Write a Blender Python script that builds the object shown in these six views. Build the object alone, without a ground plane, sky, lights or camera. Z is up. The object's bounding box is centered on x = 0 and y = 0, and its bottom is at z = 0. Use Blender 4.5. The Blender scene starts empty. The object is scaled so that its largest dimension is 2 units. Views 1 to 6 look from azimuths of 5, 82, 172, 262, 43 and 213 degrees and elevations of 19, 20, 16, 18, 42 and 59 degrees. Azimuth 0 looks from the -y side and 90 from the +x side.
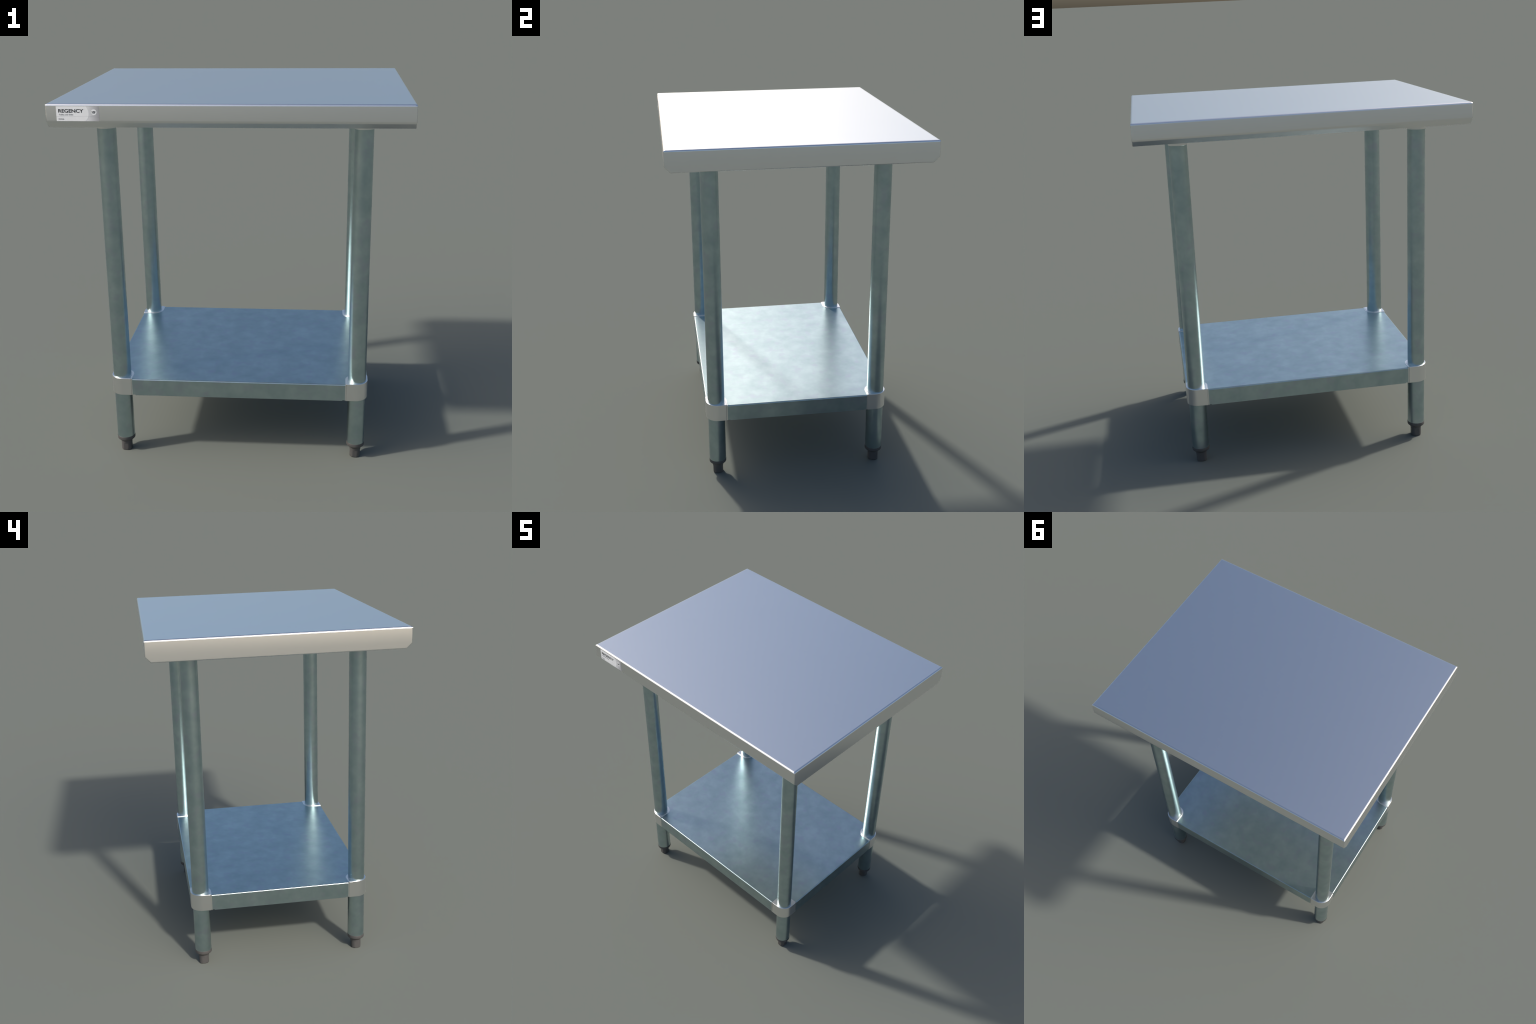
"""Stainless-topped kitchen work table: top with turned-down edges, four round
galvanised legs on screw-in feet, corner collars carrying a galvanised shelf."""
import bpy, bmesh, math
from mathutils import Vector, Matrix

# ------------------------------------------------------------------ sizes (m)
TOP_X, TOP_Y, TOP_Z = 0.8803, 0.7060, 2.0      # half length, half depth, height
APRON_FOLD_Z, APRON_BOTTOM_Z = 1.9130, 1.8825  # where the skirt folds inward, its end
APRON_FOLD_IN = 0.0310
APRON_BEND_Z, APRON_LEAN = 1.9380, 0.0004        # the skirt leans in a touch above this height
APRON_SHADING_TILT = math.radians(2.2)                  # normals tilted on the flat skirt, baking in its brighter upper reflection
LEG_X, LEG_Y, LEG_R = 0.6477, 0.4702, 0.0485
LEG_BOTTOM, LEG_TOP = 0.0850, 1.9700
SHELF_X, SHELF_Y = 0.7050, 0.5283
SHELF_TOP, SHELF_BOTTOM, HEM_BOTTOM = 0.4623, 0.3692, 0.3655
COLLAR_TOP, COLLAR_BOTTOM = 0.4662, 0.3650
COLLAR_OUT_X, COLLAR_OUT_Y = SHELF_X - LEG_X + 0.0012, SHELF_Y - LEG_Y + 0.0012
COLLAR_IN_X, COLLAR_IN_Y = 0.0640, 0.0615


# ------------------------------------------------------------------ materials
def new_material(name):
    m = bpy.data.materials.new(name)
    m.use_nodes = True
    nt = m.node_tree
    return m, nt, nt.nodes["Principled BSDF"]


def node(nt, kind, **props):
    n = nt.nodes.new(kind)
    for k, v in props.items():
        setattr(n, k, v)
    return n


def stainless(name, colour, roughness, metallic=1.0):
    """Evenly brushed stainless steel with a barely visible long grain."""
    m, nt, b = new_material(name)
    b.inputs["Metallic"].default_value = metallic
    co = node(nt, "ShaderNodeTexCoord")
    mp = node(nt, "ShaderNodeMapping")
    mp.inputs["Scale"].default_value = (3.0, 90.0, 90.0)
    nz = node(nt, "ShaderNodeTexNoise")
    nz.inputs["Scale"].default_value = 6.0
    nz.inputs["Detail"].default_value = 4.0
    nt.links.new(co.outputs["Object"], mp.inputs["Vector"])
    nt.links.new(mp.outputs["Vector"], nz.inputs["Vector"])
    rr = node(nt, "ShaderNodeMapRange")
    rr.inputs["To Min"].default_value = roughness - 0.01
    rr.inputs["To Max"].default_value = roughness + 0.01
    nt.links.new(nz.outputs["Fac"], rr.inputs["Value"])
    nt.links.new(rr.outputs["Result"], b.inputs["Roughness"])
    cr = node(nt, "ShaderNodeValToRGB")
    cr.color_ramp.elements[0].color = (*[c * 0.985 for c in colour], 1)
    cr.color_ramp.elements[1].color = (*[min(1, c * 1.015) for c in colour], 1)
    nt.links.new(nz.outputs["Fac"], cr.inputs["Fac"])
    nt.links.new(cr.outputs["Color"], b.inputs["Base Color"])
    return m


def galvanised(name, roughness):
    """Zinc-coated steel: blue-green grey with soft cloudy spangle."""
    m, nt, b = new_material(name)
    b.inputs["Metallic"].default_value = 1.0
    co = node(nt, "ShaderNodeTexCoord")
    info = node(nt, "ShaderNodeObjectInfo")
    shift = node(nt, "ShaderNodeVectorMath", operation="MULTIPLY_ADD")
    shift.inputs[1].default_value = (7.0, 5.0, 3.0)
    nt.links.new(info.outputs["Random"], shift.inputs[0])
    nt.links.new(co.outputs["Object"], shift.inputs[2])
    cloud = node(nt, "ShaderNodeTexNoise")
    cloud.inputs["Scale"].default_value = 12.0
    cloud.inputs["Detail"].default_value = 6.0
    cloud.inputs["Roughness"].default_value = 0.55
    cloud.inputs["Distortion"].default_value = 0.15
    nt.links.new(shift.outputs[0], cloud.inputs["Vector"])
    tone = node(nt, "ShaderNodeValToRGB")
    e = tone.color_ramp.elements
    e[0].position, e[0].color = 0.30, (*GALV_DARK, 1)
    e[1].position, e[1].color = 0.72, (*GALV_LIGHT, 1)
    nt.links.new(cloud.outputs["Fac"], tone.inputs["Fac"])
    tintn = node(nt, "ShaderNodeTexNoise")
    tintn.inputs["Scale"].default_value = 17.0
    tintn.inputs["Detail"].default_value = 3.0
    nt.links.new(shift.outputs[0], tintn.inputs["Vector"])
    mask = node(nt, "ShaderNodeMapRange")
    mask.inputs["From Min"].default_value = 0.52
    mask.inputs["From Max"].default_value = 0.74
    mask.inputs["To Max"].default_value = 0.8
    nt.links.new(tintn.outputs["Fac"], mask.inputs["Value"])
    mix = node(nt, "ShaderNodeMix", data_type="RGBA")
    nt.links.new(mask.outputs["Result"], mix.inputs["Factor"])
    nt.links.new(tone.outputs["Color"], mix.inputs["A"])
    mix.inputs["B"].default_value = (*GALV_MAUVE, 1)
    nt.links.new(mix.outputs["Result"], b.inputs["Base Color"])
    rr = node(nt, "ShaderNodeMapRange")
    rr.inputs["To Min"].default_value = roughness + 0.03
    rr.inputs["To Max"].default_value = roughness - 0.03
    nt.links.new(cloud.outputs["Fac"], rr.inputs["Value"])
    nt.links.new(rr.outputs["Result"], b.inputs["Roughness"])
    return m


def plain(name, colour, roughness, metallic=0.0):
    m, nt, b = new_material(name)
    co = node(nt, "ShaderNodeTexCoord")
    nz = node(nt, "ShaderNodeTexNoise")
    nz.inputs["Scale"].default_value = 60.0
    nt.links.new(co.outputs["Object"], nz.inputs["Vector"])
    cr = node(nt, "ShaderNodeValToRGB")
    cr.color_ramp.elements[0].color = (*[c * 0.95 for c in colour], 1)
    cr.color_ramp.elements[1].color = (*[min(1, c * 1.05) for c in colour], 1)
    nt.links.new(nz.outputs["Fac"], cr.inputs["Fac"])
    nt.links.new(cr.outputs["Color"], b.inputs["Base Color"])
    b.inputs["Roughness"].default_value = roughness
    b.inputs["Metallic"].default_value = metallic
    return m


def silver_fade(name, x0, x1, light, dark):
    """Sticker ground: pale at x0 fading to grey at x1."""
    m, nt, b = new_material(name)
    co = node(nt, "ShaderNodeTexCoord")
    sep = node(nt, "ShaderNodeSeparateXYZ")
    nt.links.new(co.outputs["Object"], sep.inputs["Vector"])
    mr = node(nt, "ShaderNodeMapRange")
    mr.inputs["From Min"].default_value = x0
    mr.inputs["From Max"].default_value = x1
    nt.links.new(sep.outputs["X"], mr.inputs["Value"])
    cr = node(nt, "ShaderNodeValToRGB")
    cr.color_ramp.elements[0].color = (*light, 1)
    cr.color_ramp.elements[1].color = (*dark, 1)
    nt.links.new(mr.outputs["Result"], cr.inputs["Fac"])
    nt.links.new(cr.outputs["Color"], b.inputs["Base Color"])
    b.inputs["Roughness"].default_value = 0.5
    return m


GALV_DARK, GALV_LIGHT, GALV_MAUVE = (0.38, 0.49, 0.51), (0.50, 0.61, 0.62), (0.44, 0.49, 0.56)
STEEL_TOP = stainless("stainless_steel", (0.885, 0.878, 0.868), 0.295)
STEEL_PART = stainless("satin_stainless_steel", (0.885, 0.878, 0.868), 0.29)
GALV_LEG = galvanised("galvanised_tube", 0.30)
GALV_SHELF = galvanised("galvanised_sheet", 0.30)
RUBBER = plain("dark_grey_plastic", (0.078, 0.075, 0.074), 0.5)
WHITE = plain("sticker_white", (0.90, 0.90, 0.90), 0.5)
FADE = silver_fade("sticker_silver", -0.676, -0.622, (0.76, 0.76, 0.77), (0.36, 0.36, 0.37))
INK = plain("sticker_ink", (0.015, 0.015, 0.018), 0.5)
GREY_INK = plain("sticker_grey_ink", (0.10, 0.10, 0.11), 0.5)
RULE = plain("sticker_rule_grey", (0.62, 0.62, 0.64), 0.5)


# ------------------------------------------------------------------ mesh help
def finish(name, bm, mat, parent, smooth_angle=40):
    bmesh.ops.recalc_face_normals(bm, faces=bm.faces)
    me = bpy.data.meshes.new(name)
    bm.to_mesh(me)
    bm.free()
    me.materials.append(mat)
    me.polygons.foreach_set("use_smooth", [True] * len(me.polygons))
    me.set_sharp_from_angle(angle=math.radians(smooth_angle))
    ob = bpy.data.objects.new(name, me)
    bpy.context.collection.objects.link(ob)
    ob.parent = parent
    return ob


def weighted_normals(ob):
    """Keep big faces flat while their rounded edges shade smoothly."""
    md = ob.modifiers.new("weighted", "WEIGHTED_NORMAL")
    md.weight, md.keep_sharp = 100, True
    md.mode = "FACE_AREA"


def bake_gradient_normals(ob):
    """Bake the weighted normals, tilting those of the flat skirt up so its shading lightens towards the rolled edge."""
    graph = bpy.context.evaluated_depsgraph_get()
    me = bpy.data.meshes.new_from_object(ob.evaluated_get(graph))
    ob.modifiers.clear()
    ob.data = me
    me.name = ob.name
    normals = [Vector(n.vector) for n in me.corner_normals]
    for poly in me.polygons:
        if abs(poly.normal.z) < 0.03:
            for i in poly.loop_indices:
                z = me.vertices[me.loops[i].vertex_index].co.z
                t = min(1.0, max(0.0, (z - APRON_FOLD_Z) / (TOP_Z - 0.0105 - APRON_FOLD_Z)))
                n = poly.normal.copy() if poly.area > 0.01 else normals[i]
                n.z += math.tan(APRON_SHADING_TILT * t)
                normals[i] = n.normalized()
    me.normals_split_custom_set(normals)


def prism(bm, outline, z0, z1):
    low = [bm.verts.new((x, y, z0)) for x, y in outline]
    high = [bm.verts.new((x, y, z1)) for x, y in outline]
    n = len(outline)
    sides = [bm.faces.new((low[i], low[(i + 1) % n], high[(i + 1) % n], high[i])) for i in range(n)]
    bottom = bm.faces.new(low[::-1])
    top = bm.faces.new(high)
    return bottom, top, sides


def bevel(bm, edges, width, segments):
    bmesh.ops.bevel(bm, geom=list(edges), offset=width, segments=segments, profile=0.5, affect="EDGES", clamp_overlap=True)


def revolve(bm, profile, segments=64):
    rings = []
    for r, z in profile:
        if r < 1e-6:
            rings.append([bm.verts.new((0, 0, z))])
        else:
            rings.append([bm.verts.new((r * math.cos(a), r * math.sin(a), z))
                          for a in (math.tau * i / segments for i in range(segments))])
    for a, b in zip(rings, rings[1:]):
        for i in range(segments):
            j = (i + 1) % segments
            if len(a) == 1:
                bm.faces.new((a[0], b[i], b[j]))
            elif len(b) == 1:
                bm.faces.new((a[i], a[j], b[0]))
            else:
                bm.faces.new((a[i], a[j], b[j], b[i]))


def arc(cx, cy, r, a0, a1, n):
    return [(cx + r * math.cos(math.radians(a0 + (a1 - a0) * i / n)),
             cy + r * math.sin(math.radians(a0 + (a1 - a0) * i / n))) for i in range(n + 1)]


# ------------------------------------------------------------------ the thing
table = bpy.data.objects.new("work_table", None)
bpy.context.collection.objects.link(table)
table["label"] = "stainless steel kitchen work table with galvanised legs and undershelf"
table["category"] = "work table"


def build_tabletop():
    """Folded sheet: section in y-z swept along x, open underneath."""
    bm = bmesh.new()
    iy = TOP_Y - APRON_FOLD_IN
    ty, tx = TOP_Y - APRON_LEAN, TOP_X - APRON_LEAN
    section = [(-iy, APRON_BOTTOM_Z, TOP_X), (iy, APRON_BOTTOM_Z, TOP_X), (TOP_Y, APRON_FOLD_Z, TOP_X),
               (TOP_Y, APRON_BEND_Z, TOP_X), (ty, TOP_Z, tx), (-ty, TOP_Z, tx), (-TOP_Y, APRON_BEND_Z, TOP_X),
               (-TOP_Y, APRON_FOLD_Z, TOP_X)]
    left = [bm.verts.new((-x, y, z)) for y, z, x in section]
    right = [bm.verts.new((x, y, z)) for y, z, x in section]
    n = len(section)
    for i in range(n):
        bm.faces.new((left[i], left[(i + 1) % n], right[(i + 1) % n], right[i]))
    for side in (left, right):   # each end in two planes: below and above the bend
        bm.faces.new((side[0], side[1], side[2], side[3], side[6], side[7]))
        bm.faces.new((side[3], side[4], side[5], side[6]))
    bmesh.ops.recalc_face_normals(bm, faces=bm.faces)

    top = [e for e in bm.edges if all(v.co.z > 1.99 for v in e.verts)]
    bevel(bm, top, 0.0105, 4)
    bm.normal_update()
    ends = []
    for e in bm.edges:
        if len(e.link_faces) == 2 and min(v.co.z for v in e.verts) < 1.985:
            nx = sorted(abs(f.normal.x) for f in e.link_faces)
            if nx[0] < 0.5 and nx[1] > 0.95:
                ends.append(e)
    bevel(bm, ends, 0.0055, 3)
    fold = [e for e in bm.edges if all(abs(v.co.z - APRON_FOLD_Z) < 0.003 and abs(v.co.y) > TOP_Y - 0.003 for v in e.verts)
            and abs(e.verts[0].co.x - e.verts[1].co.x) > 0.5]
    bevel(bm, fold, 0.0080, 4)
    # keep the rounded edges' shading constant up to the corners
    for axis, at in (((1, 0, 0), TOP_X - 0.0125), ((0, 1, 0), TOP_Y - 0.0125)):
        for sign in (-1, 1):
            rim = [f for f in bm.faces if f.calc_center_median().z > TOP_Z - 0.0125]
            geom = list({g for f in rim for g in (*f.verts, *f.edges, f)})
            bmesh.ops.bisect_plane(bm, geom=geom, plane_co=[sign * at * c for c in axis], plane_no=axis)
    bm.normal_update()
    under = [f for f in bm.faces if f.normal.z < -0.99 and f.calc_area() > 0.5]
    bmesh.ops.inset_region(bm, faces=under, thickness=0.014)
    ret = bmesh.ops.extrude_face_region(bm, geom=under)
    bmesh.ops.delete(bm, geom=under, context="FACES_ONLY")
    for v in ret["geom"]:
        if isinstance(v, bmesh.types.BMVert):
            v.co.z = TOP_Z - 0.008
    ob = finish("tabletop", bm, STEEL_TOP, table, 50)
    weighted_normals(ob)
    bake_gradient_normals(ob)
    return ob


def collar_outline(grow=0.0, inner_only=False, tuck=0.0):
    """Leaf plan about the leg axis, outer corner towards +x +y."""
    ax, ay = COLLAR_OUT_X + grow - tuck, COLLAR_OUT_Y + grow - tuck
    bx, by = COLLAR_IN_X + grow, COLLAR_IN_Y + grow
    r_out, r_in = 0.0690, min(bx, by) - 0.001
    inner = arc(-bx + r_in, -by + r_in, r_in, 270, 180, 16)
    if inner_only:
        return inner, ax, ay, bx, by
    outer = arc(ax - r_out, ay - r_out, r_out, 90, 0, 20)
    return [(-bx, ay)] + outer + [(ax, -by)] + inner


def build_shelf():
    """Sheet tray with turned-down skirt, its corners notched for the collars."""
    bm = bmesh.new()
    inner, ax, ay, bx, by = collar_outline(-0.0015, True)
    # one corner (+x,+y) from the side skirt round to the back skirt
    corner = [(SHELF_X, LEG_Y - by)] + [(LEG_X + x, LEG_Y + y) for x, y in inner] + [(LEG_X - bx, SHELF_Y)]
    outline = list(corner)
    outline += [(-x, y) for x, y in corner[::-1]]
    outline += [(-x, -y) for x, y in corner]
    outline += [(x, -y) for x, y in corner[::-1]]
    bottom, top, sides = prism(bm, outline, SHELF_BOTTOM, SHELF_TOP)
    bmesh.ops.recalc_face_normals(bm, faces=bm.faces)
    bmesh.ops.inset_region(bm, faces=[bottom], thickness=0.006)
    ret = bmesh.ops.extrude_face_region(bm, geom=[bottom])
    bmesh.ops.delete(bm, geom=[bottom], context="FACES_ONLY")
    for v in ret["geom"]:
        if isinstance(v, bmesh.types.BMVert):
            v.co.z = SHELF_TOP - 0.009
    rim = [e for e in bm.edges if all(v.co.z > SHELF_TOP - 1e-4 for v in e.verts) and e.calc_length() > 0.5]
    bevel(bm, rim, 0.0065, 4)
    ob = finish("shelf", bm, GALV_SHELF, table, 50)
    weighted_normals(ob)
    # folded-in hem along each skirt, ending short of the collars with clipped corners
    for sx, sy in ((0, -1), (0, 1), (-1, 0), (1, 0)):
        half = (LEG_X - COLLAR_IN_X if sx == 0 else LEG_Y - COLLAR_IN_Y) - 0.012
        edge = (SHELF_Y if sx == 0 else SHELF_X) - 0.0004
        bm = bmesh.new()
        prism(bm, [(-half, edge), (half, edge), (half - 0.03, edge - 0.045), (-half + 0.03, edge - 0.045)], HEM_BOTTOM, HEM_BOTTOM + 0.005)
        low = [v for v in bm.verts if v.co.z < HEM_BOTTOM + 1e-5]
        for v in low:
            v.co.x -= math.copysign(0.003, v.co.x)
        turn = math.atan2(sy, sx) - math.pi / 2
        bmesh.ops.rotate(bm, verts=bm.verts, cent=(0, 0, 0), matrix=Matrix.Rotation(turn, 3, "Z"))
        finish("shelf_hem", bm, GALV_SHELF, ob)
    # stiffening channel below the sheet
    bm = bmesh.new()
    prism(bm, [(-0.58, -0.06), (0.58, -0.06), (0.58, 0.06), (-0.58, 0.06)], SHELF_TOP - 0.05, SHELF_TOP - 0.0095)
    bevel(bm, bm.edges[:], 0.003, 2)
    finish("shelf_channel", bm, GALV_SHELF, ob)
    return ob


def leg_mesh():
    bm = bmesh.new()
    revolve(bm, [(0, LEG_TOP), (LEG_R, LEG_TOP), (LEG_R, 1.4), (LEG_R, 0.9), (LEG_R, LEG_BOTTOM + 0.001), (LEG_R - 0.001, LEG_BOTTOM), (0, LEG_BOTTOM)], 72)
    return bm


def socket_mesh():
    """Cup welded under the top that takes the leg, on a square plate."""
    bm = bmesh.new()
    revolve(bm, [(LEG_R - 0.002, 1.846), (0.0505, 1.846), (0.0515, 1.847), (0.0515, 1.895), (0.056, 1.930), (0.068, 1.962), (0.075, 1.975), (LEG_R - 0.002, 1.975)], 64)
    prism(bm, [(-0.10, -0.10), (0.10, -0.10), (0.10, 0.10), (-0.10, 0.10)], 1.974, 1.9905)
    return bm


def collar_mesh():
    bm = bmesh.new()
    prism(bm, collar_outline(-0.0056, tuck=-0.0056), COLLAR_BOTTOM, COLLAR_TOP)
    bmesh.ops.recalc_face_normals(bm, faces=bm.faces)
    sharp = [e for e in bm.edges if e.calc_face_angle(0) > 1.2]
    bevel(bm, sharp, 0.0028, 3)
    return bm


def liner_mesh():
    """Inner sleeve of the collar: a hair lower and further in than the outer band."""
    bm = bmesh.new()
    prism(bm, collar_outline(-0.0005, tuck=0.0050), COLLAR_BOTTOM + 0.0012, COLLAR_TOP - 0.0022)
    # lip at each end of the band, closing a narrow groove
    ax, ay = COLLAR_OUT_X - 0.0008, COLLAR_OUT_Y - 0.0008
    bx, by = COLLAR_IN_X, COLLAR_IN_Y
    prism(bm, [(-bx, ay - 0.008), (-bx + 0.003, ay - 0.008), (-bx + 0.003, ay), (-bx, ay)], COLLAR_BOTTOM + 0.0010, COLLAR_TOP - 0.0020)
    prism(bm, [(ax - 0.008, -by), (ax, -by), (ax, -by + 0.003), (ax - 0.008, -by + 0.003)], COLLAR_BOTTOM + 0.0010, COLLAR_TOP - 0.0020)
    return bm


def foot_mesh():
    """Stepped plug with a coned shoulder and an adjusting stem."""
    bm = bmesh.new()
    revolve(bm, [(0, 0.092), (0.0470, 0.092), (0.0490, 0.0900), (0.0497, 0.0860), (0.0497, 0.0735), (0.0485, 0.0705),
                 (0.0400, 0.0625), (0.0330, 0.0575), (0.0318, 0.0562), (0.0313, 0.0540), (0.0313, 0.0440), (0, 0.0420)], 48)
    # round stem with four wrench flats
    flat, stem = 0.0284, []
    for k in range(64):
        a = math.tau * k / 64
        stem.append(tuple(max(-flat, min(flat, 0.0312 * f(a))) for f in (math.cos, math.sin)))
    b, t, s = prism(bm, stem, 0.0, 0.0450)
    bevel(bm, list(b.edges), 0.0040, 3)
    return bm


tabletop = build_tabletop()
shelf = build_shelf()

protos = {}
for sx, sy in ((-1, -1), (1, -1), (1, 1), (-1, 1)):
    here = Vector((sx * LEG_X, sy * LEG_Y, 0))
    if not protos:
        leg = finish("leg", leg_mesh(), GALV_LEG, table)
        foot = finish("foot", foot_mesh(), RUBBER, leg, 28)
        cup = finish("leg_socket", socket_mesh(), STEEL_TOP, leg, 35)
        protos = {"leg": leg, "foot": foot, "cup": cup}
    else:
        leg, foot, cup = (protos[k].copy() for k in ("leg", "foot", "cup"))
        for o in (leg, foot, cup):
            bpy.context.collection.objects.link(o)
        foot.parent = cup.parent = leg
    leg.location = here
    bm = collar_mesh()
    bmesh.ops.scale(bm, vec=(sx, sy, 1), verts=bm.verts)
    collar = finish("collar", bm, STEEL_PART, leg, 50)
    weighted_normals(collar)
    bm = liner_mesh()
    bmesh.ops.scale(bm, vec=(sx, sy, 1), verts=bm.verts)
    weighted_normals(finish("collar_liner", bm, STEEL_PART, leg, 50))


# ------------------------------------------------------------------ sticker
LX0, LX1, LZ0, LZ1 = -0.8267, -0.6190, 1.9180, 1.9885
FRONT = -TOP_Y


def front(z):
    """y of the front skirt at height z."""
    return FRONT + APRON_LEAN * max(0.0, (z - APRON_BEND_Z) / (TOP_Z - APRON_BEND_Z))


def cut_at_bend(bm):
    bmesh.ops.bisect_plane(bm, geom=bm.verts[:] + bm.edges[:] + bm.faces[:], plane_co=(0, 0, APRON_BEND_Z), plane_no=(0, 0, 1))
    for v in bm.verts:
        v.co.y += front(v.co.z) - FRONT


def sheet(name, outline, proud, mat, parent):
    """Thin sheet on the front skirt; outline in x-z, outer face 'proud' of the skirt."""
    bm = bmesh.new()
    prism(bm, outline, 0.0, 0.0003)
    for v in bm.verts:
        x, z, h = v.co
        v.co = (x, FRONT - proud + 0.0003 - h, z)
    cut_at_bend(bm)
    return finish(name, bm, mat, parent)


def word(name, text, x0, x1, z0, z1, proud, mat, parent, bold=0.0):
    cu = bpy.data.curves.new(name, "FONT")
    cu.body = text
    cu.offset = bold
    cu.resolution_u = 6
    tmp = bpy.data.objects.new(name, cu)
    bpy.context.collection.objects.link(tmp)
    dg = bpy.context.evaluated_depsgraph_get()
    me = bpy.data.meshes.new_from_object(tmp.evaluated_get(dg))
    bpy.data.objects.remove(tmp)
    xs, ys = [v.co.x for v in me.vertices], [v.co.y for v in me.vertices]
    kx, kz = (x1 - x0) / (max(xs) - min(xs)), (z1 - z0) / (max(ys) - min(ys))
    bm = bmesh.new()
    bm.from_mesh(me)
    for v in bm.verts:
        v.co = (x0 + (v.co.x - min(xs)) * kx, FRONT - proud, z0 + (v.co.y - min(ys)) * kz)
    ret = bmesh.ops.extrude_face_region(bm, geom=bm.faces[:])
    for g in ret["geom"]:
        if isinstance(g, bmesh.types.BMVert):
            g.co.y += 0.0002
    cut_at_bend(bm)
    return finish(name, bm, mat, parent, 20)


label = sheet("name_label", [(LX0, LZ0), (LX1, LZ0), (LX1, LZ1), (LX0, LZ1)], 0.0004, FADE, tabletop)
bow_c, bow_r = (-0.7140, 1.9545), 0.0457
a = math.degrees(math.asin((LZ1 - 0.0002 - bow_c[1]) / bow_r))
b = math.degrees(math.asin((LZ0 + 0.0002 - bow_c[1]) / bow_r))
sheet("label_panel", [(LX0 + 0.0002, LZ0 + 0.0002)] + arc(*bow_c, bow_r, b, a, 32) + [(LX0 + 0.0002, LZ1 - 0.0002)], 0.0007, WHITE, label)
sheet("label_seal", arc(-0.6443, 1.9607, 0.0137, 0, 348.75, 31), 0.0007, WHITE, label)
sheet("label_rule", [(LX0 + 0.0004, 1.9408), (LX1 - 0.0004, 1.9408), (LX1 - 0.0004, 1.9416), (LX0 + 0.0004, 1.9416)], 0.0010, RULE, label)
word("label_lettering", "REGENCY", -0.8158, -0.6945, 1.9582, 1.9755, 0.0012, INK, label, 0.022)
word("label_lettering", "Tables and Sinks", -0.8150, -0.7445, 1.9460, 1.9522, 0.0012, GREY_INK, label)
word("label_lettering", "MODEL", -0.8165, -0.7890, 1.9248, 1.9306, 0.0012, GREY_INK, label)
word("label_lettering", "NSF", -0.6535, -0.6360, 1.9546, 1.9668, 0.0012, INK, label, 0.02)
word("label_lettering", "TM", -0.6930, -0.6895, 1.9735, 1.9750, 0.0012, GREY_INK, label)
